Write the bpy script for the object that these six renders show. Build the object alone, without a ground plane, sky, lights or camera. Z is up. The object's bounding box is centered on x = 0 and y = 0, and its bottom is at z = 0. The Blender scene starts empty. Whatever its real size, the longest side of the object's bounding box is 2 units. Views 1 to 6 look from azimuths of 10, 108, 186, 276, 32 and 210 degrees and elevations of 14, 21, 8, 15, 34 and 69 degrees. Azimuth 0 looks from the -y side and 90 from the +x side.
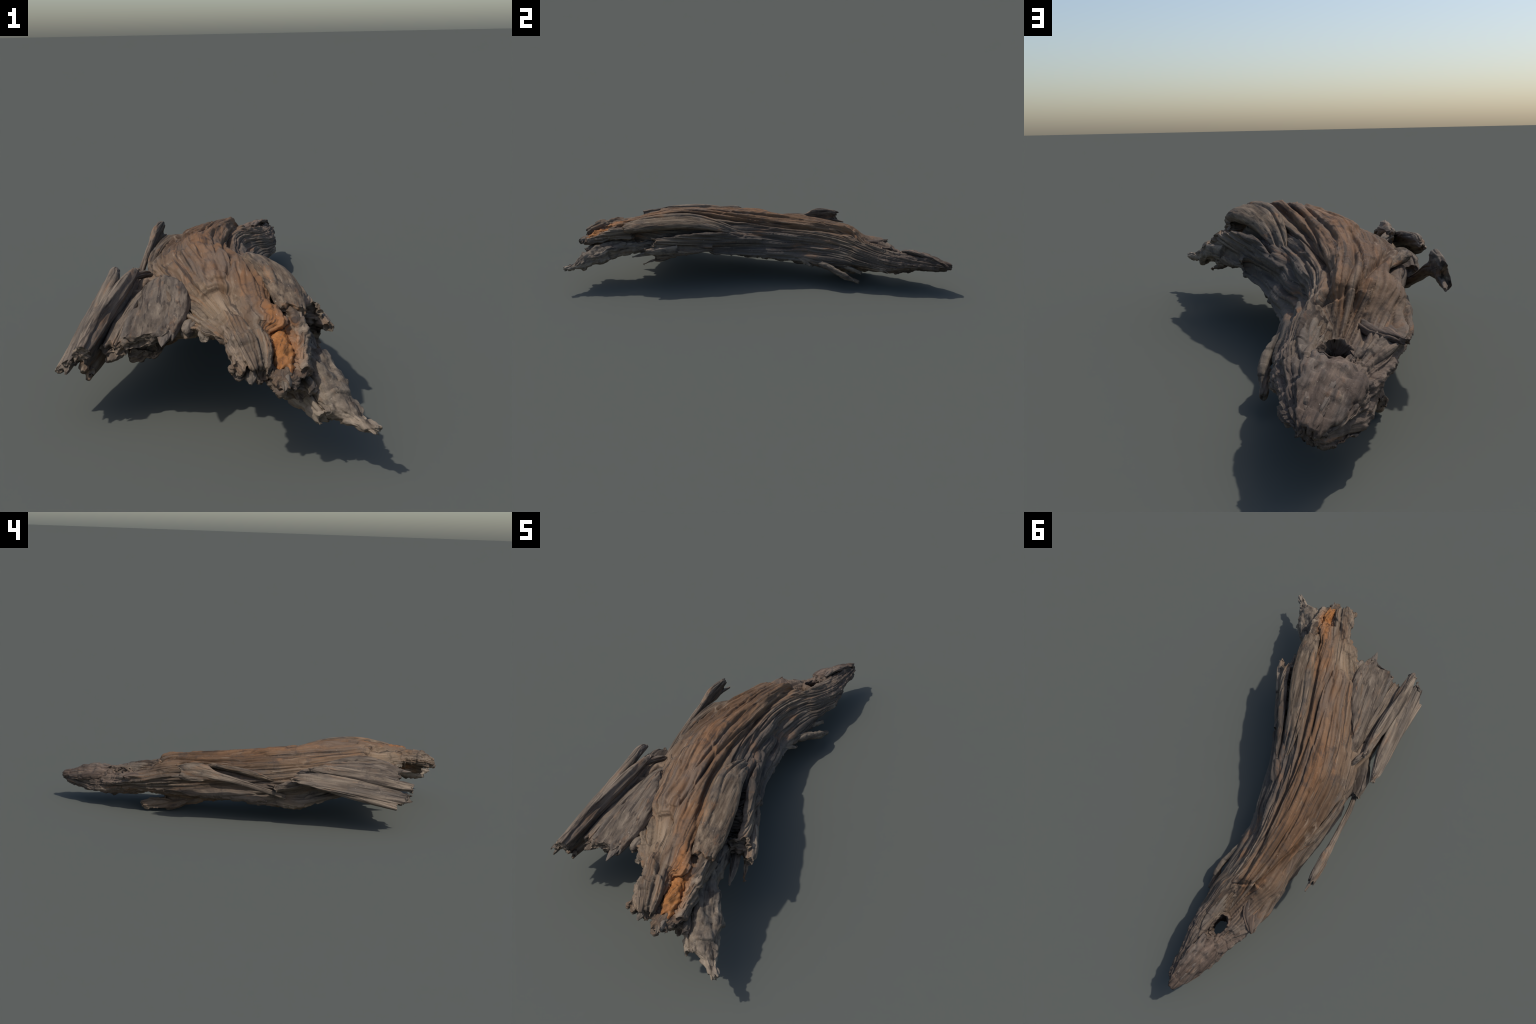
# Weathered driftwood log: an arched, hollow-bellied trunk with split planks,
# splinters, a forked front root, a crumbling orange core and a holed tail.
import bpy, bmesh, math
import numpy as np
from mathutils import Matrix, Vector

# ------------------------------------------------------------------ noise ---
_rng = np.random.default_rng(11)
_perm = np.concatenate([_rng.permutation(256)] * 3)
_grad = _rng.normal(size=(256, 3))
_grad /= np.linalg.norm(_grad, axis=1)[:, None]


def perlin(p, seed=0.0):
    """Gradient noise, about -0.7..0.7, for an (n,3) array."""
    p = p + np.array([seed * 17.13, seed * 7.71, seed * 3.37])
    i = np.floor(p).astype(int)
    f = p - i
    u = f * f * f * (f * (f * 6 - 15) + 10)
    out = np.zeros(len(p))
    for dx in (0, 1):
        wx = u[:, 0] if dx else 1 - u[:, 0]
        for dy in (0, 1):
            wy = u[:, 1] if dy else 1 - u[:, 1]
            for dz in (0, 1):
                wz = u[:, 2] if dz else 1 - u[:, 2]
                h = _perm[_perm[_perm[(i[:, 0] + dx) & 255] + ((i[:, 1] + dy) & 255)] + ((i[:, 2] + dz) & 255)]
                g = _grad[h]
                out += wx * wy * wz * (g[:, 0] * (f[:, 0] - dx) + g[:, 1] * (f[:, 1] - dy) + g[:, 2] * (f[:, 2] - dz))
    return out


def sstep(a, b, x):
    t = np.clip((x - a) / (b - a), 0, 1)
    return t * t * (3 - 2 * t)


def catmull(P, t):
    """Open Catmull-Rom through P (k, ...) at parameters t in 0..k-1."""
    P = np.asarray(P, float)
    k = len(P)
    i = np.clip(np.floor(t).astype(int), 0, k - 2)
    f = (t - i).reshape((-1,) + (1,) * (P.ndim - 1))
    p0, p1, p2, p3 = P[np.maximum(i - 1, 0)], P[i], P[i + 1], P[np.minimum(i + 2, k - 1)]
    return 0.5 * (2 * p1 + (p2 - p0) * f + (2 * p0 - 5 * p1 + 4 * p2 - p3) * f ** 2 + (3 * p1 - p0 - 3 * p2 + p3) * f ** 3)


def loop_catmull(P, n):
    P = np.asarray(P, float)
    k = len(P)
    t = np.arange(n) * k / n
    i = np.floor(t).astype(int)
    f = (t - i)[:, None]
    p0, p1, p2, p3 = P[(i - 1) % k], P[i % k], P[(i + 1) % k], P[(i + 2) % k]
    return 0.5 * (2 * p1 + (p2 - p0) * f + (2 * p0 - 5 * p1 + 4 * p2 - p3) * f ** 2 + (3 * p1 - p0 - 3 * p2 + p3) * f ** 3)


def tube(rings):
    """Closed mesh (verts, faces) from an (m, n, 3) array of rings."""
    m, n, _ = rings.shape
    V = np.concatenate([rings.reshape(-1, 3), rings[0].mean(0)[None], rings[-1].mean(0)[None]])
    a = np.arange(m - 1)[:, None] * n
    j = np.arange(n)[None, :]
    q = np.stack([a + j, a + (j + 1) % n, a + n + (j + 1) % n, a + n + j], -1).reshape(-1, 4)
    F = [tuple(x) for x in q.tolist()]
    c0, c1 = m * n, m * n + 1
    F += [((k + 1) % n, k, c0) for k in range(n)]
    F += [((m - 1) * n + k, (m - 1) * n + (k + 1) % n, c1) for k in range(n)]
    return V, F


# ------------------------------------------------------- the trunk's shape ---
# Cross-sections across the trunk at stations along y, each a loop of (x, z):
# left edge, over the crest to the right edge, back along the hollow belly.
STATIONS = [
    (-.82, [(.04, .262), (.055, .285), (.085, .308), (.12, .318), (.17, .314), (.205, .296), (.22, .262), (.21, .215), (.17, .205), (.12, .22), (.085, .235), (.055, .248)]),
    (-.76, [(-.03, .265), (-.01, .285), (.035, .305), (.1, .32), (.16, .322), (.20, .305), (.215, .26), (.205, .21), (.16, .21), (.09, .23), (.03, .245), (-.01, .252)]),
    (-.70, [(-.13, .235), (-.11, .26), (-.07, .29), (.01, .312), (.09, .335), (.14, .322), (.17, .26), (.18, .205), (.13, .205), (.04, .23), (-.05, .225), (-.1, .215)]),
    (-.60, [(-.19, .21), (-.165, .265), (-.1, .33), (-.005, .366), (.075, .355), (.138, .325), (.17, .26), (.175, .195), (.13, .2), (.02, .215), (-.1, .2), (-.17, .17)]),
    (-.50, [(-.235, .19), (-.205, .27), (-.12, .335), (0, .38), (.075, .355), (.14, .308), (.182, .245), (.195, .19), (.14, .195), (.02, .215), (-.1, .19), (-.21, .14)]),
    (-.40, [(-.285, .18), (-.235, .275), (-.15, .34), (-.05, .38), (.045, .352), (.122, .30), (.175, .242), (.195, .203), (.12, .2), (-.03, .2), (-.15, .16), (-.26, .11)]),
    (-.30, [(-.33, .17), (-.27, .275), (-.19, .338), (-.1, .37), (-.01, .342), (.07, .285), (.12, .23), (.15, .198), (.05, .185), (-.07, .16), (-.19, .11), (-.3, .075)]),
    (-.20, [(-.35, .18), (-.295, .275), (-.22, .333), (-.15, .36), (-.065, .332), (.015, .275), (.07, .21), (.1, .165), (0, .145), (-.11, .12), (-.21, .085), (-.31, .075)]),
    (-.10, [(-.35, .18), (-.325, .265), (-.25, .325), (-.175, .35), (-.10, .322), (-.02, .268), (.03, .2), (.057, .155), (-.04, .12), (-.14, .1), (-.23, .08), (-.345, .1)]),
    (.00, [(-.345, .185), (-.333, .262), (-.26, .315), (-.19, .336), (-.115, .307), (-.045, .255), (.005, .19), (.028, .148), (-.06, .11), (-.15, .09), (-.24, .08), (-.35, .11)]),
    (.10, [(-.336, .19), (-.335, .268), (-.275, .314), (-.2, .327), (-.132, .298), (-.07, .25), (-.025, .19), (-.002, .14), (-.08, .1), (-.16, .08), (-.24, .08), (-.348, .12)]),
    (.20, [(-.328, .185), (-.326, .266), (-.275, .306), (-.2, .318), (-.143, .29), (-.097, .242), (-.07, .19), (-.032, .13), (-.1, .085), (-.17, .07), (-.24, .075), (-.338, .115)]),
    (.30, [(-.325, .185), (-.32, .254), (-.27, .296), (-.2, .311), (-.152, .285), (-.11, .238), (-.082, .19), (-.04, .12), (-.1, .08), (-.17, .065), (-.23, .07), (-.328, .115)]),
    (.40, [(-.342, .19), (-.318, .246), (-.262, .286), (-.19, .301), (-.153, .276), (-.116, .234), (-.085, .188), (-.047, .12), (-.1, .085), (-.17, .075), (-.23, .08), (-.31, .105)]),
    (.455, [(-.34, .19), (-.305, .225), (-.25, .265), (-.19, .287), (-.145, .266), (-.11, .228), (-.083, .185), (-.05, .12), (-.1, .085), (-.16, .08), (-.23, .085), (-.3, .105)]),
    (.50, [(-.34, .19), (-.3, .212), (-.25, .22), (-.19, .235), (-.135, .243), (-.095, .226), (-.065, .182), (-.05, .12), (-.1, .085), (-.16, .08), (-.23, .085), (-.3, .11)]),
    (.60, [(-.322, .186), (-.28, .19), (-.22, .192), (-.16, .205), (-.115, .219), (-.08, .197), (-.06, .155), (-.055, .105), (-.1, .078), (-.15, .062), (-.2, .065), (-.268, .1)]),
    (.70, [(-.268, .135), (-.237, .166), (-.18, .182), (-.125, .194), (-.093, .192), (-.068, .17), (-.055, .142), (-.052, .112), (-.1, .08), (-.15, .06), (-.2, .055), (-.25, .078)]),
    (.80, [(-.247, .115), (-.23, .145), (-.19, .172), (-.142, .187), (-.11, .182), (-.086, .16), (-.077, .14), (-.09, .115), (-.12, .1), (-.16, .085), (-.2, .073), (-.248, .072)]),
    (.90, [(-.196, .118), (-.186, .145), (-.17, .167), (-.143, .178), (-.12, .174), (-.1, .156), (-.092, .133), (-.103, .117), (-.13, .103), (-.16, .093), (-.18, .084), (-.205, .078)]),
    (.993, [(-.16, .115), (-.158, .122), (-.152, .13), (-.146, .136), (-.14, .137), (-.135, .133), (-.132, .128), (-.134, .121), (-.14, .115), (-.147, .111), (-.153, .109), (-.159, .11)]),
]
STY = np.array([s[0] for s in STATIONS])
STP = np.array([s[1] for s in STATIONS], float)
MIDX = STP[:, :7, 0].mean(1)
MIDZ = 0.5 * (STP[:, :, 1].max(1) + STP[:, :, 1].min(1))
TALL = 0.5 * (STP[:, :, 1].max(1) - STP[:, :, 1].min(1))
HALF = 0.5 * (STP[:, :, 0].max(1) - STP[:, :, 0].min(1))


# the same, carried on along the drooping front end, for the fibres to follow
GY = np.linspace(-1.1, 1.1, 111)


def eased(front, table, back):
    """A table over the stations, carried past both ends and smoothed along y."""
    v = np.interp(GY, np.concatenate([[-1.0], STY[:-1], [1.0]]), np.concatenate([[front], table[:-1], [back]]))
    k = np.exp(-.5 * (np.arange(-12, 13) / 4.5) ** 2)
    return np.convolve(np.pad(v, 12, mode="edge"), k / k.sum(), mode="valid")


GX, GZ = eased(.20, MIDX, -.14), eased(.20, MIDZ, .125)
GH, GT = eased(.10, HALF, .10), eased(.07, TALL, .07)


def trunk_mesh():
    rings = []
    ts = np.linspace(0, len(STATIONS) - 1, 260)
    for t, y, P in zip(ts, catmull(STY, ts), catmull(STP, ts)):
        q = loop_catmull(P, 120)
        rings.append(np.stack([q[:, 0], np.full(120, y), q[:, 1]], 1))
    return tube(np.array(rings))


def grain(p):
    """Coordinates that follow the fibres: around the log (as a circle) and along it."""
    y = p[:, 1]
    a = (p[:, 0] - np.interp(y, GY, GX)) / np.clip(np.interp(y, GY, GH), .10, .3)
    b = (p[:, 2] - np.interp(y, GY, GZ)) / np.clip(np.interp(y, GY, GT), .07, .3)
    r = np.maximum(np.hypot(a, b), .05)
    return np.stack([a / r * .17, y, b / r * .17], 1)


def strip(pts, square=2.6, jag0=0.0, jag1=0.02, n=44, seed=1, step=.006, bow=0.0, full=False):
    """A sweep: pts are (x, y, z, width, thickness, roll in degrees).
    jag0 / jag1: how far the splintered ends run out unevenly."""
    P = np.array(pts, float)
    L = np.linalg.norm(np.diff(P[:, :3], axis=0), axis=1).sum()
    m = max(12, int(L / step))
    ts = np.linspace(0, len(P) - 1, m)
    Q = catmull(P, ts)
    Q[:, 3:5] = np.maximum(Q[:, 3:5], .003)
    T = np.gradient(Q[:, :3], axis=0)
    T /= np.linalg.norm(T, axis=1)[:, None]
    S = np.cross(T, [0, 0, 1.0] if np.abs(T[:, 2]).max() < .9 else [0, 1.0, 0])
    S /= np.linalg.norm(S, axis=1)[:, None]
    U = np.cross(S, T)
    r = np.radians(Q[:, 5])[:, None]
    A = np.cos(r) * S + np.sin(r) * U
    B = -np.sin(r) * S + np.cos(r) * U
    a = np.linspace(0, 2 * np.pi, n, endpoint=False)
    ca, sa = np.cos(a), np.sin(a)
    e = 2 / square
    ex = np.sign(ca) * np.abs(ca) ** e
    ey = np.sign(sa) * np.abs(sa) ** e
    # each ring: station, scale (caps shrink to the middle), distance along
    caps = np.linspace(.08, .94, 7)
    idx = np.concatenate([np.zeros(7, int), np.arange(m), np.full(7, m - 1)])
    scl = np.concatenate([caps, np.ones(m), caps[::-1]])
    scl[7], scl[-8] = .985, .985
    w = idx / (m - 1)
    W, H = Q[idx, 3] * .5, Q[idx, 4] * .5
    X = ex[None] * scl[:, None]
    Y = ey[None] * scl[:, None]
    R = (Q[idx, None, :3] + A[idx, None] * (X * W[:, None])[..., None]
         + B[idx, None] * ((Y + bow * (1 - X ** 2)) * H[:, None])[..., None])
    # splintered ends: push each fibre along by its own amount
    wm, hm = Q[:, 3].mean(), Q[:, 4].mean()
    fib = np.stack([X * wm * 24, Y * hm * 24, np.zeros_like(X)], -1).reshape(-1, 3)
    n1 = (perlin(fib, seed) + .3 * perlin(fib * 2.3, seed + 3)).reshape(X.shape)
    n0 = perlin(fib, seed + 7).reshape(X.shape)
    T2 = T[idx][:, None]
    R += T2 * (n1 * jag1 * sstep(.5, 1, w)[:, None] * 2)[..., None]
    R -= T2 * (n0 * jag0 * sstep(.5, 1, 1 - w)[:, None] * 2)[..., None]
    if full:
        G = np.stack([X * W[:, None], np.repeat((w * L)[:, None], n, 1), Y * H[:, None]], -1).reshape(-1, 3)
        flat = np.repeat(scl, n)
        return tube(R) + (np.concatenate([G, G[:1], G[-1:]]), np.concatenate([flat, [0, 0]]))
    return tube(R)


# ------------------------------------------------------------ mesh helpers ---
root = bpy.data.objects.new("driftwood_log", None)
bpy.context.scene.collection.objects.link(root)
root["label"] = "weathered grey-brown driftwood log, arched, split and splintered"
root["category"] = "driftwood"


def to_mesh(name, V, F, closed=True):
    me = bpy.data.meshes.new(name)
    me.from_pydata(np.asarray(V).tolist(), [], F)
    if closed:
        bm = bmesh.new()
        bm.from_mesh(me)
        bmesh.ops.recalc_face_normals(bm, faces=bm.faces)
        bm.to_mesh(me)
        bm.free()
    me.update()
    return me


def add(name, me, mat, kind=None):
    ob = bpy.data.objects.new(name, me)
    bpy.context.scene.collection.objects.link(ob)
    ob.parent = root
    if mat:
        me.materials.clear()
        me.materials.append(mat)
    me.shade_smooth()
    if kind:
        ob["kind"] = kind
    return ob


def merge(parts):
    V, F, o = [], [], 0
    for v, f in parts:
        V.append(v)
        F += [tuple(i + o for i in q) for q in f]
        o += len(v)
    return np.concatenate(V), F


def modifiers_applied(ob):
    dg = bpy.context.evaluated_depsgraph_get()
    me = bpy.data.meshes.new_from_object(ob.evaluated_get(dg), depsgraph=dg)
    old = ob.data
    ob.modifiers.clear()
    ob.data = me
    bpy.data.meshes.remove(old)
    return me


def arrays(me):
    n = len(me.vertices)
    co = np.empty(n * 3)
    me.vertices.foreach_get("co", co)
    no = np.empty(n * 3)
    me.vertex_normals.foreach_get("vector", no)
    return co.reshape(-1, 3), no.reshape(-1, 3)


def put(me, co):
    me.vertices.foreach_set("co", co.ravel())
    me.update()


# ------------------------------------------------------------ relief rules ---
# Main cracks seen from above: polylines (x, y) with half-width and depth.
CRACKS = [
    ([(.225, -.60), (.145, -.44), (.09, -.32), (.045, -.19), (.02, -.1)], .009, .035),
    ([(.12, -.64), (.095, -.58), (.021, -.39), (-.067, -.15), (-.088, -.05), (-.115, .095), (-.144, .28), (-.148, .42), (-.155, .5)], .008, .022),
    ([(-.047, -.45), (-.066, -.34), (-.108, -.18), (-.145, -.05), (-.17, .1)], .006, .012),
    ([(-.17, -.64), (-.185, -.6), (-.226, -.505), (-.254, -.40), (-.266, -.33)], .009, .035),
    ([(-.345, -.14), (-.343, .004), (-.335, .1), (-.32, .22), (-.3, .34)], .009, .03),
    ([(-.31, .05), (-.297, .123), (-.287, .22), (-.254, .364), (-.217, .503), (-.2, .6)], .007, .016),
    ([(-.02, -.1), (-.05, .08), (-.085, .25), (-.1, .4)], .006, .012),
    ([(-.15, .48), (-.17, .56), (-.185, .63), (-.19, .72)], .028, .03),
    ([(-.24, .5), (-.235, .6), (-.225, .7)], .008, .015),
    ([(-.07, -.605), (-.05, -.64), (0, -.63), (.04, -.655), (.08, -.70)], .004, .012),
    ([(.03, -.62), (.0, -.5), (-.03, -.4)], .005, .008),
]


def crack_relief(co, no):
    d = np.zeros(len(co))
    wob = perlin(co * [14, 14, 14], 5) * .006
    for line, w, depth in CRACKS:
        L = np.array(line)
        best = np.full(len(co), 9.)
        along = np.zeros(len(co))
        k = len(L) - 1
        for i in range(k):
            a, b = L[i], L[i + 1]
            ab = b - a
            t = np.clip(((co[:, :2] - a) @ ab) / (ab @ ab), 0, 1)
            dd = np.hypot(*(co[:, :2] - a - t[:, None] * ab).T)
            m = dd < best
            best[m] = dd[m]
            along[m] = (i + t[m]) / k
        best = np.abs(best + wob)
        taper = np.sqrt(np.clip(np.minimum(along, 1 - along) * 5, 0, 1))
        d -= depth * taper * np.exp(-(best / w) ** 2) * sstep(.05, .45, no[:, 2])
    return d


# Lips where one layer of wood has broken away: the surface drops on the left
# hand of each (x, y) line by the given height and recovers over the given reach.
LEDGES = [
    ([(-.075, -.60), (-.05, -.642), (0, -.632), (.04, -.66), (.08, -.71)], .022, .09),
    ([(-.055, -.57), (-.03, -.605), (0, -.607), (.025, -.59)], .012, .05),
    ([(-.27, .44), (-.19, .485), (-.12, .50)], .012, .06),
    ([(-.02, -.45), (.03, -.5), (.08, -.64)], .007, .03),
    ([(-.3, -.05), (-.25, .1), (-.22, .25)], .006, .03),
]


def ledge_relief(co, no):
    d = np.zeros(len(co))
    wob = perlin(co * 25, 31) * .012
    for line, h, reach in LEDGES:
        L = np.array(line)
        best = np.full(len(co), 9.)
        side = np.zeros(len(co))
        along = np.zeros(len(co))
        k = len(L) - 1
        for i in range(k):
            a, b = L[i], L[i + 1]
            ab = b - a
            t = np.clip(((co[:, :2] - a) @ ab) / (ab @ ab), 0, 1)
            r = co[:, :2] - a - t[:, None] * ab
            dd = np.hypot(r[:, 0], r[:, 1])
            m = dd < best
            best[m] = dd[m]
            side[m] = np.sign(ab[1] * r[m, 0] - ab[0] * r[m, 1])
            along[m] = (i + t[m]) / k
        sd = best * side + wob
        taper = np.clip(np.minimum(along, 1 - along) * 6, 0, 1)
        d -= h * taper * sstep(0, .005, sd) * np.exp(-np.maximum(sd, 0) / reach) * sstep(0, .4, no[:, 2])
    return d


def wood_relief(co, no, rough, q):
    """Grain furrows of varied depth, lifted flakes and fine fibre ridges."""
    calm = 1 - .6 * np.clip(rough - .3, 0, 1) / .7
    var = .35 + 1.3 * sstep(-.25, .35, perlin(q * [5, 1.1, 5], 12))
    d = perlin(q * [7, 1.3, 7], 1) * .012
    n = perlin(q * [19, 1.0, 19], 2) + .16 * perlin(q * [40, 5, 40], 3)
    d -= np.exp(-(n / .055) ** 2) * .0085 * var * calm
    n = perlin(q * [46, 1.7, 46], 4) + .12 * perlin(q * [60, 12, 60], 5)
    d -= np.exp(-(n / .08) ** 2) * .004 * (2 - var) * calm
    n = perlin(q * [11, 1.6, 11], 6) + .22 * perlin(q * [30, 6, 30], 7)
    d += (sstep(-.015, .02, n) - .5) * .008          # flakes with sharp lips
    n = perlin(q * [24, 3.2, 24], 14) + .25 * perlin(q * [50, 12, 50], 15)
    d += (sstep(.08, .11, n) - .3) * .0035
    d += perlin(q * [120, 5, 120], 8) * .0022
    lump = perlin(co * 17, 9)
    d += rough * (lump * .014 + (sstep(-.03, .03, perlin(co * 24, 13)) - .5) * .007 + perlin(co * 42, 10) * .006)
    d += (.25 + rough) * perlin(co * 90, 11) * .002
    return d - .003


# -------------------------------------------------------------- materials ---
def material(name, bend, stops, patches, rough=.85, scale=1.0, dark=.5, flecks=.48):
    """Fibrous wood. stops: colours along the fine fibre noise; patches: list of
    (centre, radii, colour, softness, strength) blotches of another colour."""
    mat = bpy.data.materials.new(name)
    mat.use_nodes = True
    nt = mat.node_tree
    N, K = nt.nodes, nt.links
    N.clear()

    def node(t, **kw):
        n = N.new(t)
        for k, v in kw.items():
            setattr(n, k, v)
        return n

    def math_(op, a, b=None, c=None):
        n = node("ShaderNodeMath", operation=op)
        for i, v in enumerate((a, b, c)):
            if v is None:
                continue
            if isinstance(v, (int, float)):
                n.inputs[i].default_value = v
            else:
                K.new(v, n.inputs[i])
        return n.outputs[0]

    def mix(fac, a, b, mode="MIX"):
        n = node("ShaderNodeMix", data_type="RGBA", blend_type=mode)
        for i, v in ((0, fac), (6, a), (7, b)):
            if isinstance(v, (int, float)):
                n.inputs[i].default_value = v
            elif isinstance(v, tuple):
                n.inputs[i].default_value = v + (1,) if len(v) == 3 else v
            else:
                K.new(v, n.inputs[i])
        return n.outputs[2]

    def ramp(fac, stops):
        n = node("ShaderNodeValToRGB")
        e = n.color_ramp.elements
        while len(e) < len(stops):
            e.new(.5)
        for el, (p, c) in zip(e, stops):
            el.position = p
            el.color = (c if isinstance(c, tuple) else (c, c, c)) + (1,)
        K.new(fac, n.inputs[0])
        return n.outputs[0]

    co = node("ShaderNodeTexCoord").outputs["Object"]
    if bend:                                   # follow the log's curve and girth
        sep = node("ShaderNodeSeparateXYZ")
        K.new(co, sep.inputs[0])
        mr = node("ShaderNodeMapRange")
        K.new(sep.outputs[1], mr.inputs[0])
        mr.inputs[1].default_value, mr.inputs[2].default_value = -1, 1

        def along(table, shift):
            fc = node("ShaderNodeFloatCurve")
            K.new(mr.outputs[0], fc.inputs[1])
            c = fc.mapping.curves[0]
            ys = [-1, -.75, -.5, -.25, 0, .25, .5, .75, 1]
            vals = [float(np.interp(y, GY, table)) + shift for y in ys]
            c.points[0].location = (0, vals[0])
            c.points[1].location = (1, vals[-1])
            for y, v in zip(ys[1:-1], vals[1:-1]):
                c.points.new((y + 1) / 2, v)
            fc.mapping.update()
            return math_("SUBTRACT", fc.outputs[0], shift)

        x = math_("SUBTRACT", sep.outputs[0], along(GX, .5))
        z = math_("SUBTRACT", sep.outputs[2], along(GZ, 0))
        cmb = node("ShaderNodeCombineXYZ")
        K.new(math_("DIVIDE", x, along(GH, 0)), cmb.inputs[0])
        K.new(math_("DIVIDE", z, along(GT, 0)), cmb.inputs[2])
        nm = node("ShaderNodeVectorMath", operation="NORMALIZE")
        K.new(cmb.outputs[0], nm.inputs[0])
        sc = node("ShaderNodeVectorMath", operation="SCALE")
        K.new(nm.outputs[0], sc.inputs[0])
        sc.inputs["Scale"].default_value = .17
        add_y = node("ShaderNodeCombineXYZ")
        K.new(sep.outputs[1], add_y.inputs[1])
        ad = node("ShaderNodeVectorMath", operation="ADD")
        K.new(sc.outputs[0], ad.inputs[0])
        K.new(add_y.outputs[0], ad.inputs[1])
        g = ad.outputs[0]
        flat = node("ShaderNodeCombineXYZ")
        K.new(x, flat.inputs[0])
        K.new(sep.outputs[1], flat.inputs[1])
        K.new(sep.outputs[2], flat.inputs[2])
        place = flat.outputs[0]
    else:
        info = node("ShaderNodeObjectInfo")
        ad = node("ShaderNodeVectorMath", operation="ADD")
        sc = node("ShaderNodeVectorMath", operation="SCALE")
        sc.inputs[0].default_value = (7, 3, 5)
        K.new(info.outputs["Random"], sc.inputs["Scale"])
        K.new(co, ad.inputs[0])
        K.new(sc.outputs[0], ad.inputs[1])
        g = ad.outputs[0]
        place = co

    def noise(vec, sc, detail=4, rgh=.6, stretch=(1, 1, 1), off=0):
        mp = node("ShaderNodeMapping")
        mp.inputs["Scale"].default_value = stretch
        mp.inputs["Location"].default_value = (off, off * .7, off * 1.3)
        K.new(vec, mp.inputs[0])
        n = node("ShaderNodeTexNoise")
        n.inputs["Scale"].default_value = sc
        n.inputs["Detail"].default_value = detail
        n.inputs["Roughness"].default_value = rgh
        K.new(mp.outputs[0], n.inputs[0])
        return n.outputs[0]

    fib = noise(g, 60 * scale, 5, .65, (1, .06, 1))
    col = ramp(fib, stops)
    blot = noise(g, 9, 4, .6, (1, .35, 1), 3)
    warp = noise(co, 14, 5, .7, (1, 1, 1), 6)
    for cen, rad, colour, soft, strength in patches:
        mp = node("ShaderNodeMapping", vector_type="TEXTURE")
        mp.inputs["Location"].default_value = cen
        mp.inputs["Scale"].default_value = rad
        K.new(place, mp.inputs[0])
        ln = node("ShaderNodeVectorMath", operation="LENGTH")
        K.new(mp.outputs[0], ln.inputs[0])
        d = math_("ADD", ln.outputs["Value"], math_("MULTIPLY", math_("SUBTRACT", blot, .5), 1.6))
        d = math_("ADD", d, math_("MULTIPLY", math_("SUBTRACT", fib, .5), 1.2))
        mr = node("ShaderNodeMapRange", interpolation_type="SMOOTHSTEP")
        K.new(d, mr.inputs[0])
        mr.inputs[1].default_value, mr.inputs[2].default_value = 1 - soft, 1 + soft
        mr.inputs[3].default_value, mr.inputs[4].default_value = strength, 0
        tint = mix(fib, tuple(c * .62 for c in colour), tuple(min(1, c * 1.38) for c in colour))
        col = mix(mr.outputs[0], col, tint)
    # broad light and dark weathering, stains, thin dark checks, pale specks
    col = mix(1.0, col, ramp(noise(g, 5, 3, .6, (1, .5, 1), 9), [(.3, .6), (.7, 1.3)]), "MULTIPLY")
    cool = ramp(noise(g, 11, 5, .65, (1, .22, 1), 18), [(.52, 0.0), (.62, 1.0)])
    col = mix(math_("MULTIPLY", cool, .5), col, (.115, .102, .092))
    rust = ramp(noise(g, 24, 5, .7, (1, .16, 1), 21), [(.56, 0.0), (.66, 1.0)])
    col = mix(math_("MULTIPLY", rust, flecks), col, (.27, .13, .058))
    st = ramp(warp, [(.36, 1.0), (.46, 0.0)])
    col = mix(math_("MULTIPLY", st, dark), col, (.055, .046, .042))
    ck = noise(g, 95 * scale, 2, .5, (1, .035, 1), 12)
    ckm = ramp(ck, [(.33, 1.0), (.43, 0.0)])
    col = mix(math_("MULTIPLY", ckm, .75), col, (.03, .023, .02))
    pale = ramp(noise(g, 75, 3, .6, (1, .12, 1), 15), [(.62, 0.0), (.74, 1.0)])
    col = mix(math_("MULTIPLY", pale, .4), col, (.36, .29, .22))
    col = mix(1.0, col, (1.0, .97, .91), "MULTIPLY")
    speck = ramp(noise(co, 150, 1, .5, (1, 1, 1), 25), [(.75, 0.0), (.78, 1.0)])
    col = mix(math_("MULTIPLY", speck, .4), col, (.5, .43, .34))
    bs = node("ShaderNodeBsdfPrincipled")
    bs.inputs["Roughness"].default_value = rough
    bs.inputs["Specular IOR Level"].default_value = .25
    K.new(col, bs.inputs["Base Color"])
    h = math_("ADD", math_("MULTIPLY", fib, 1.0), math_("MULTIPLY", ck, .8))
    h = math_("ADD", h, math_("MULTIPLY", noise(co, 160, 3, .6), .5))
    bp = node("ShaderNodeBump")
    bp.inputs["Strength"].default_value = .55
    bp.inputs["Distance"].default_value = .004
    K.new(h, bp.inputs["Height"])
    K.new(bp.outputs[0], bs.inputs["Normal"])
    out = node("ShaderNodeOutputMaterial")
    K.new(bs.outputs[0], out.inputs[0])
    return mat


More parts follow.
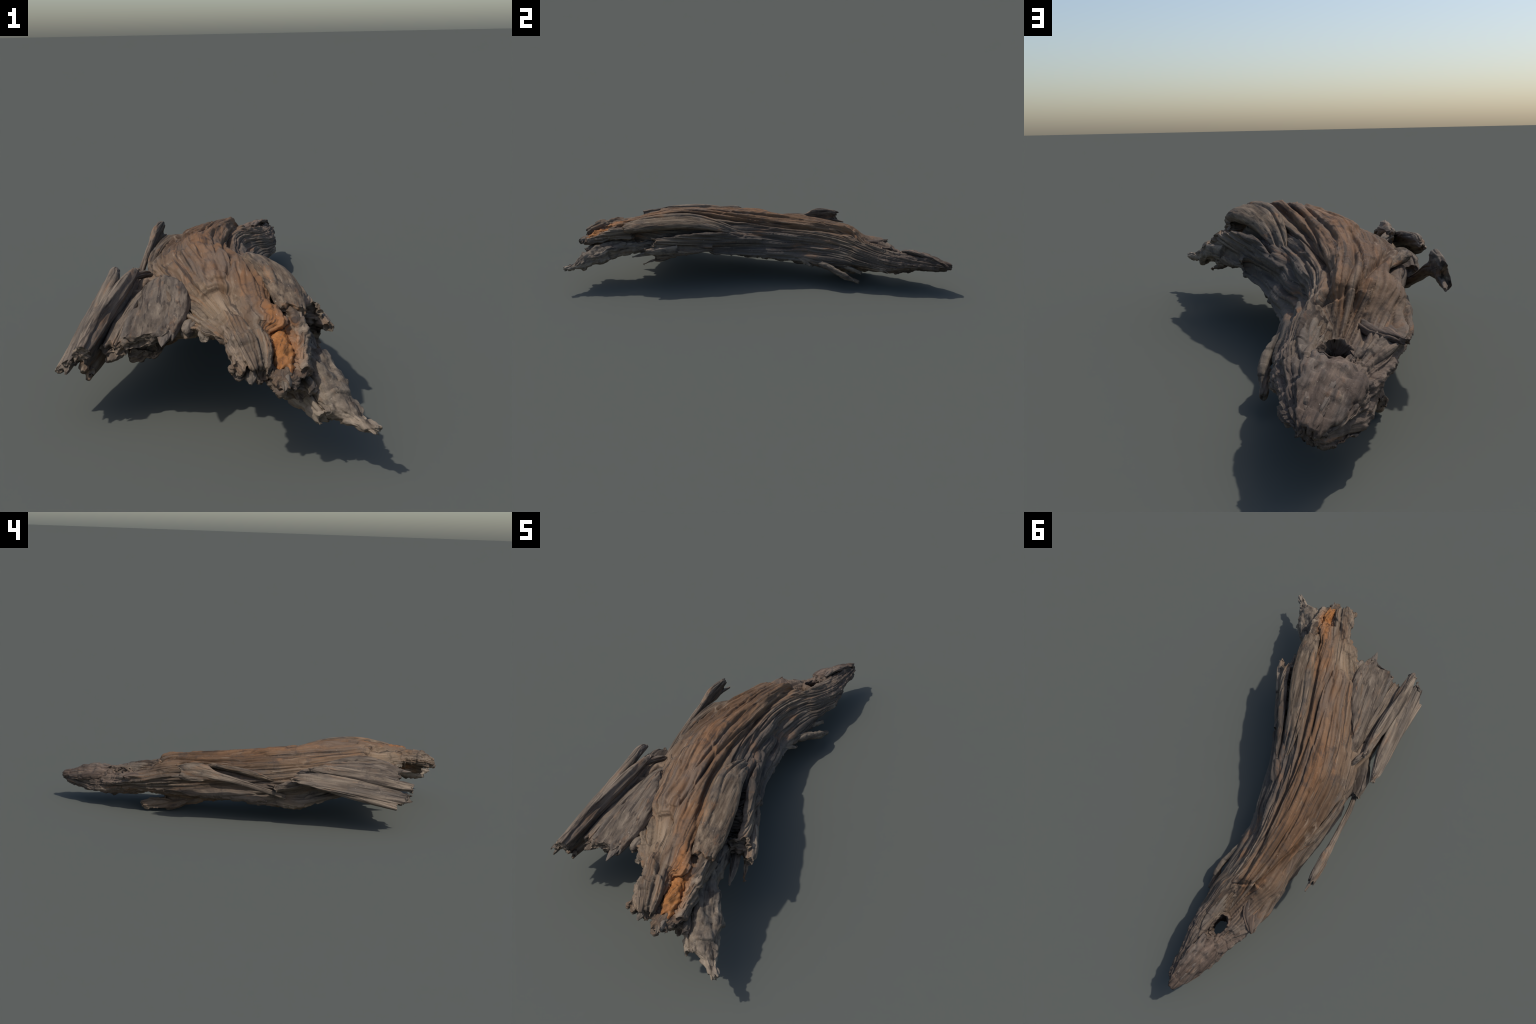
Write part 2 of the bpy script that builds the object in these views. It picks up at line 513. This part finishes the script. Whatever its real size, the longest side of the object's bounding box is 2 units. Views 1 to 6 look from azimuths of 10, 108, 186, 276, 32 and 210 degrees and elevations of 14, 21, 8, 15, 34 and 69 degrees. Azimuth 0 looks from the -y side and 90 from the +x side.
GREY = [(.27, (.04, .030, .024)), (.43, (.115, .087, .066)), (.56, (.18, .14, .106)), (.76, (.31, .25, .19))]
PLANK = [(.27, (.045, .034, .027)), (.42, (.125, .097, .076)), (.56, (.19, .15, .117)), (.76, (.31, .25, .19))]
WARM = [(.27, (.042, .030, .021)), (.42, (.11, .078, .054)), (.56, (.168, .124, .087)), (.76, (.28, .212, .152))]
ASH = [(.27, (.06, .048, .04)), (.42, (.14, .113, .09)), (.56, (.215, .175, .138)), (.76, (.35, .29, .225))]
RUST = (.172, .093, .049)
BROWN = (.158, .1, .061)
PALE = (.29, .225, .16)
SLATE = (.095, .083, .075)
ORANGE = (.34, .14, .045)
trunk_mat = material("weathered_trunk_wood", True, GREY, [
    ((-.05, -.1, .33), (.18, .65, .5), BROWN, .9, .75),
    ((.02, -.3, .36), (.09, .42, .4), RUST, .9, .85),
    ((-.03, .12, .32), (.10, .35, .4), RUST, .9, .6),
    ((.17, .1, .2), (.08, .55, .3), SLATE, .6, .8),  # right flank darkened and greyed in the colour, partly for its shade
    ((-.17, .2, .15), (.07, .5, .1), SLATE, .6, .6),
    ((-.05, -.70, .3), (.08, .08, .12), PALE, .6, .55),
    ((.08, -.68, .33), (.04, .14, .1), RUST, .5, .85),
    ((.09, -.83, .30), (.035, .08, .1), ORANGE, .6, .7),
    ((0, .95, .1), (.2, .35, .3), (.11, .082, .07), .5, .6),
])
plank_mat = material("weathered_plank_wood", False, PLANK, [], flecks=.35)
slab_mat = material("weathered_slab_wood", False, WARM, [], flecks=.6)
root_mat = material("weathered_root_wood", False, ASH, [], scale=.6, dark=.7, flecks=.25)
tail_mat = material("weathered_tail_wood", False, [(p, tuple(v * k for v, k in zip(c, (.72, .66, .66)))) for p, c in PLANK], [], flecks=.3)
core_mat = material("rotten_orange_core", False, [(.25, (.16, .06, .022)), (.5, (.33, .135, .042)), (.75, (.45, .21, .08))], [], dark=.3)

# ------------------------------------------------------------------- body ---
body_parts = [
    trunk_mesh(),
    # broken front end: swollen left lobe, floor of the rotten channel, right lip
    strip([(.07, -.68, .275, .11, .07, 0), (.105, -.80, .282, .10, .068, 0), (.132, -.90, .268, .098, .07, 0), (.148, -.965, .245, .085, .05, 0)], 2.4, jag1=.025, seed=2),
    strip([(.16, -.68, .27, .11, .08, 0), (.188, -.80, .25, .11, .07, 0), (.208, -.90, .226, .09, .055, 0), (.228, -.98, .216, .045, .035, 0)], 2.3, jag1=.02, seed=3),
    strip([(.20, -.68, .285, .06, .08, 0), (.235, -.79, .272, .045, .07, 0), (.25, -.87, .25, .04, .055, 0), (.262, -.92, .232, .03, .03, 0)], 2.6, jag1=.015, seed=4),
    strip([(.16, -.6, .2, .08, .06, 0), (.19, -.78, .2, .1, .07, 0), (.23, -.87, .182, .09, .055, 0), (.245, -.92, .175, .06, .04, 0)], 2.2, jag1=.015, seed=5),
    # mass below the left plate and behind the planks
    strip([(-.18, -.3, .19, .12, .1, 0), (-.18, -.5, .185, .14, .08, -20), (-.175, -.64, .19, .12, .06, -20), (-.172, -.74, .188, .09, .045, -20)], 2.4, jag1=.02, seed=13),
    strip([(-.25, -.22, .2, .08, .1, 0), (-.29, -.36, .22, .09, .08, -30), (-.305, -.5, .205, .06, .06, -30)], 2.4, jag1=.02, seed=14),
    strip([(-.28, -.08, .12, .07, .06, 0), (-.325, -.26, .115, .08, .07, 0), (-.3, -.40, .15, .08, .07, 0), (-.24, -.55, .18, .07, .05, 0)], 2.2, jag1=.01, seed=15),
    # beam on the right flank
    strip([(-.03, -.02, .21, .05, .06, 0), (.06, -.22, .235, .06, .1, 0), (.14, -.36, .235, .065, .12, 0), (.195, -.46, .228, .07, .125, 0), (.23, -.545, .222, .065, .105, 0)], 2.8, jag1=.02, seed=7),
    # lower fork
    strip([(.11, -.25, .207, .04, .04, 0), (.185, -.4, .192, .045, .04, 0), (.24, -.52, .164, .04, .035, 0), (.275, -.593, .133, .014, .014, 0)], 2.2, jag1=.008, seed=8),
    # foot lobe under the belly
    strip([(-.2, .15, .1, .08, .06, 0), (-.215, .28, .07, .09, .06, 0), (-.228, .39, .044, .09, .07, 0), (-.245, .46, .038, .08, .07, 0), (-.27, .54, .035, .04, .04, 0)], 2.2, jag1=.012, seed=9),
]
V, F = merge(body_parts)
body = add("trunk", to_mesh("trunk", V, F), None)
rm = body.modifiers.new("fuse", "REMESH")
rm.mode = "VOXEL"
rm.voxel_size = .0031
sm = body.modifiers.new("soften", "SMOOTH")
sm.iterations = 3
sm.factor = .5
modifiers_applied(body)

# the hole rotted through the tail
hv, hf = strip([(-.165, .668, .30, .06, .085, 0), (-.18, .665, .19, .055, .08, 0), (-.185, .66, .12, .06, .08, 0), (-.18, .66, .02, .07, .08, 0)], 2.2, jag1=0, n=32, seed=12)
hv = hv + np.stack([perlin(hv * 30, s) * .016 for s in (1, 2, 3)], 1)
cutter = add("cutter", to_mesh("cutter", hv, hf), None)
bo = body.modifiers.new("hole", "BOOLEAN")
bo.object = cutter
bo.operation = "DIFFERENCE"
bo.solver = "EXACT"
modifiers_applied(body)
cm = cutter.data
bpy.data.objects.remove(cutter)
bpy.data.meshes.remove(cm)

co, no = arrays(body.data)
rough = .15 + .85 * np.maximum(sstep(-.66, -.82, co[:, 1]), .55 * sstep(.5, .75, co[:, 1]))
rough = np.maximum(rough, .8 * sstep(-.1, -.6, no[:, 2]))
d = wood_relief(co, no, rough, grain(co)) + crack_relief(co, no) + ledge_relief(co, no)
put(body.data, co + no * d[:, None])


def split_body():
    """Separate the fused body by region; borders coincide, normals are shared."""
    me = body.data
    co, no = arrays(me)
    fc = np.empty(len(me.polygons) * 3)
    me.polygons.foreach_get("center", fc)
    fc = fc.reshape(-1, 3)
    wob = perlin(fc * 12, 21) * .03
    region = np.where(fc[:, 1] + wob < -.77, 1, np.where(fc[:, 1] + wob > .60, 2, 0))
    names = ["trunk", "broken_end", "tail"]
    polys = [tuple(p.vertices) for p in me.polygons]
    for r, nm in enumerate(names):
        idx = np.nonzero(region == r)[0]
        used = np.unique(np.concatenate([polys[i] for i in idx]))
        remap = np.full(len(co), -1)
        remap[used] = np.arange(len(used))
        pm = to_mesh(nm, co[used], [tuple(remap[list(polys[i])].tolist()) for i in idx], closed=False)
        if nm == "trunk":
            old = body.data
            body.data = pm
            bpy.data.meshes.remove(old)
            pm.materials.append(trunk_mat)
            pm.shade_smooth()
        else:
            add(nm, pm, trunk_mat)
        pm.normals_split_custom_set_from_vertices([Vector(v) for v in no[used]])


split_body()


# ----------------------------------------------------------- loose pieces ---
def piece(name, pts, mat=plank_mat, rough=.1, amp=1.0, **kw):
    """A separate sweep whose local y axis runs along its own fibres."""
    v, f, g, flat = strip(pts, step=.004, n=72, full=True, **kw)
    P = np.array(pts)[:, :3]
    ydir = Vector(P[-1] - P[0]).normalized()
    xdir = ydir.cross(Vector((0, 0, 1))).normalized()
    zdir = xdir.cross(ydir)
    R = np.array([xdir, ydir, zdir])            # rows: local axes
    me = to_mesh(name, (v - P[0]) @ R.T, f)
    ob = add(name, me, mat)
    M = np.eye(4)
    M[:3, :3] = R.T
    M[:3, 3] = P[0]
    ob.matrix_world = Matrix(M.tolist())
    co, no = arrays(me)
    s = kw.get("seed", 1) * 1.7
    put(me, co + no * (wood_relief(co + s, no, rough, g + s) * amp * (.35 + .65 * sstep(.95, .98, flat)))[:, None])
    return ob


# slab split off along the right of the crest
piece("plank", [(-.01, -.12, .255, .03, .012, 28), (.02, -.24, .298, .07, .022, 30), (.067, -.37, .33, .095, .036, 29), (.127, -.50, .337, .10, .038, 27), (.176, -.62, .325, .09, .036, 24), (.208, -.72, .307, .07, .026, 20)], mat=slab_mat, square=3.4, jag1=.012, seed=6, bow=.25, amp=.6)
# left: broad plate with its spike, two long planks and their lower splinters
piece("plate", [(-.27, -.27, .235, .02, .015, -38), (-.245, -.37, .255, .07, .045, -36), (-.21, -.48, .27, .12, .05, -32), (-.165, -.60, .274, .17, .05, -24), (-.15, -.70, .258, .175, .045, -18), (-.15, -.785, .238, .15, .035, -14)], square=3.4, jag1=.015, seed=21, amp=.7)
piece("splinter", [(-.12, -.70, .258, .07, .025, -12), (-.102, -.77, .254, .05, .02, -10), (-.09, -.845, .247, .006, .005, -10)], seed=22, amp=.35, jag1=.004)
piece("plate", [(-.235, -.55, .20, .06, .04, -40), (-.235, -.68, .19, .07, .045, -35), (-.235, -.77, .19, .055, .035, -30)], square=3, seed=23, amp=.7, jag1=.02)
piece("plank", [(-.318, -.325, .285, .018, .018, -45), (-.318, -.37, .287, .048, .042, -45), (-.313, -.5, .274, .065, .058, -45), (-.305, -.68, .246, .065, .058, -45), (-.297, -.845, .216, .045, .042, -40)], square=3, seed=24, amp=.6, jag0=.012, jag1=.012)
piece("plank", [(-.408, -.25, .255, .022, .016, -48), (-.403, -.3, .258, .06, .034, -48), (-.384, -.42, .243, .095, .036, -43), (-.366, -.6, .212, .10, .034, -40), (-.349, -.76, .18, .09, .032, -38), (-.34, -.825, .174, .06, .026, -36)], square=3, seed=25, amp=.6, jag0=.015, jag1=.03)
piece("plank", [(-.385, -.45, .212, .04, .025, -50), (-.385, -.6, .18, .045, .028, -45), (-.383, -.77, .143, .035, .022, -40)], square=3, seed=26, amp=.45, jag1=.01)
piece("plank", [(-.31, -.36, .25, .05, .03, 85), (-.299, -.52, .22, .095, .032, 85), (-.298, -.68, .19, .105, .032, 85), (-.303, -.80, .162, .07, .03, 85)], square=3.2, seed=27, amp=.6, jag1=.02)
piece("plank", [(-.275, -.34, .23, .05, .03, -30), (-.268, -.48, .238, .07, .045, -30), (-.26, -.62, .225, .07, .045, -28), (-.255, -.755, .198, .055, .04, -25)], square=2.8, seed=67, amp=.6, jag1=.02)
# chunk wedged between the planks and the trunk
piece("plate", [(-.31, -.37, .2, .03, .02, -35), (-.335, -.31, .215, .06, .045, -35), (-.365, -.24, .205, .07, .045, -35), (-.375, -.17, .19, .05, .04, -35)], square=3.2, seed=45, amp=.8, jag1=.015, jag0=.01)
piece("splinter", [(-.275, -.24, .24, .012, .01, -30), (-.295, -.3, .265, .03, .025, -30), (-.315, -.36, .27, .03, .025, -30), (-.32, -.42, .25, .02, .02, -30)], seed=46, amp=.5, jag1=.01)
# left: long thin rod with a swallow-tail end
piece("splinter", [(-.36, -.22, .15, .03, .03, 80), (-.386, -.1, .19, .032, .028, 80), (-.401, .04, .232, .036, .027, 80), (-.411, .13, .25, .055, .03, 75), (-.415, .19, .265, .09, .034, 78), (-.419, .26, .265, .093, .032, 78), (-.422, .305, .262, .07, .022, 78)], seed=28, amp=.35, jag1=.02)
piece("splinter", [(-.415, .2, .25, .025, .018, 60), (-.419, .28, .244, .022, .016, 60), (-.418, .343, .237, .01, .008, 60)], seed=29, amp=.25, jag1=.005)
# front right: heavy twisted root, fork spikes
piece("root", [(.17, -.52, .2, .06, .07, 0), (.212, -.68, .198, .062, .08, 0), (.256, -.77, .188, .09, .095, 0), (.302, -.84, .167, .105, .09, 10), (.345, -.90, .143, .085, .065, 15), (.388, -.94, .13, .05, .042, 15), (.43, -.976, .125, .024, .022, 15)], mat=root_mat, rough=1.0, square=2.4, seed=30, jag1=.008)
piece("root", [(.21, -.80, .17, .05, .05, 0), (.268, -.87, .152, .075, .07, 0), (.315, -.925, .132, .06, .045, 0)], mat=root_mat, rough=1.0, square=2.4, seed=31, jag1=.015)
piece("knob", [(.25, -.86, .2, .035, .035, 0), (.275, -.905, .19, .034, .034, 0), (.283, -.925, .186, .022, .022, 0)], mat=root_mat, rough=.4, square=2.2, seed=47, jag1=.006, amp=.6)
piece("splinter", [(.2, -.42, .215, .04, .05, 0), (.245, -.5, .215, .045, .045, 0), (.283, -.565, .217, .028, .03, 0)], mat=root_mat, rough=.4, seed=32, amp=.6, jag1=.015)
piece("splinter", [(.18, -.48, .2, .04, .03, 0), (.23, -.58, .185, .035, .025, 0), (.262, -.655, .167, .01, .01, 0)], mat=root_mat, rough=.3, seed=33, amp=.4, jag1=.005)
piece("splinter", [(.27, -.84, .17, .045, .045, 0), (.298, -.9, .158, .035, .035, 0), (.318, -.95, .147, .014, .014, 0)], mat=root_mat, rough=.4, seed=48, amp=.5, jag1=.006)
# lifted plate that ends the tail, standing proud of the hole
piece("plate", [(-.183, .732, .17, .085, .03, 26), (-.18, .80, .172, .125, .03, 28), (-.165, .88, .16, .105, .03, 28), (-.15, .95, .142, .07, .026, 26), (-.143, .988, .13, .03, .02, 22)], mat=tail_mat, square=3, rough=.65, seed=49, amp=.9, jag0=.014, jag1=.008)
piece("plate", [(-.22, .42, .2, .03, .014, 10), (-.27, .54, .19, .085, .026, 8), (-.318, .615, .184, .03, .016, 12)], mat=tail_mat, square=3, rough=.2, seed=58, amp=.6, jag1=.012)
piece("plate", [(-.21, .80, .155, .05, .02, 34), (-.2, .86, .15, .08, .026, 34), (-.18, .925, .137, .07, .024, 32), (-.165, .965, .125, .03, .016, 30)], mat=tail_mat, square=2.8, rough=.8, seed=74, amp=.8, jag0=.012, jag1=.01)
# rolled ridge along the left shoulder
piece("ridge", [(-.315, -.2, .2, .015, .015, 0), (-.342, -.08, .245, .035, .034, 0), (-.342, .02, .268, .038, .034, 0), (-.327, .13, .277, .04, .03, 0), (-.285, .24, .265, .02, .014, 0)], mat=slab_mat, square=2.3, rough=.15, seed=59, amp=.5, jag1=.004)
# knobs on the front lip of the dome
piece("knob", [(-.04, -.68, .255, .035, .03, 0), (-.052, -.725, .254, .036, .03, 0), (-.058, -.755, .248, .018, .016, 0)], mat=root_mat, rough=1.0, seed=71, amp=.6, jag1=.006)
piece("knob", [(.01, -.73, .255, .05, .03, 0), (.008, -.775, .258, .04, .024, 0), (.004, -.8, .254, .02, .014, 0)], mat=root_mat, rough=1.0, seed=72, amp=.6, jag1=.006)
# teeth along the broken front edge
for i, (x, y, z, l, w) in enumerate([(.122, -.979, .237, .05, .026), (.152, -.982, .222, .06, .03), (.23, -.992, .212, .05, .03)]):
    piece("splinter", [(x - .012, y + l, z + .012, w * 1.1, w, 0), (x - .003, y + .4 * l, z + .008, w, w * .8, 0), (x, y, z, w * .3, w * .25, 0)], mat=root_mat, rough=.2, seed=50 + i, amp=.4, jag1=.005)
# ragged teeth hanging from the thin right edge
for i, (x, y, z) in enumerate([(-.03, .22, .112), (-.045, .33, .108)]):
    piece("splinter", [(x - .03, y - .05, z + .03, .03, .02, 0), (x - .012, y, z + .012, .024, .016, 0), (x + .004, y + .035, z - .006, .006, .006, 0)], mat=root_mat, rough=.2, seed=60 + i, amp=.4, jag1=.004)
# right rear: stick-like roots and knobs
piece("root", [(-.05, .2, .13, .035, .035, 0), (-.053, .28, .12, .03, .035, 0), (-.03, .36, .104, .028, .03, 0), (-.014, .42, .082, .026, .028, 0), (-.02, .47, .06, .024, .026, 0), (-.023, .525, .042, .01, .01, 0)], mat=root_mat, rough=.8, seed=34, amp=.5, jag1=.004)
piece("splinter", [(-.05, .15, .14, .03, .03, 0), (-.042, .22, .125, .025, .025, 0), (-.03, .27, .1, .015, .015, 0)], mat=root_mat, rough=.3, seed=35, amp=.4, jag1=.004)
piece("root", [(-.08, .36, .13, .045, .045, 0), (-.06, .46, .105, .035, .04, 0), (-.05, .53, .085, .015, .02, 0)], mat=root_mat, rough=.8, seed=36, amp=.5, jag1=.01)
piece("knob", [(-.09, .54, .12, .045, .045, 0), (-.065, .62, .112, .035, .035, 0), (-.06, .67, .11, .025, .028, 0)], mat=root_mat, rough=.5, seed=37, amp=.5, jag1=.01)

# the crumbling orange core between the front lobes
v, f = strip([(.185, -.80, .275, .04, .03, 0), (.197, -.84, .265, .05, .045, 0), (.208, -.885, .25, .055, .045, 0), (.218, -.925, .232, .04, .035, 0)], 2.2, jag1=.02, step=.003, n=90, seed=40)
me = to_mesh("rotten_core", v, f)
core = add("rotten_core", me, core_mat)
co, no = arrays(me)
put(me, co + no * (perlin(co * 30, 1) * .016 + perlin(co * 70, 2) * .008 - np.abs(perlin(co * 45, 3)) * .012)[:, None])
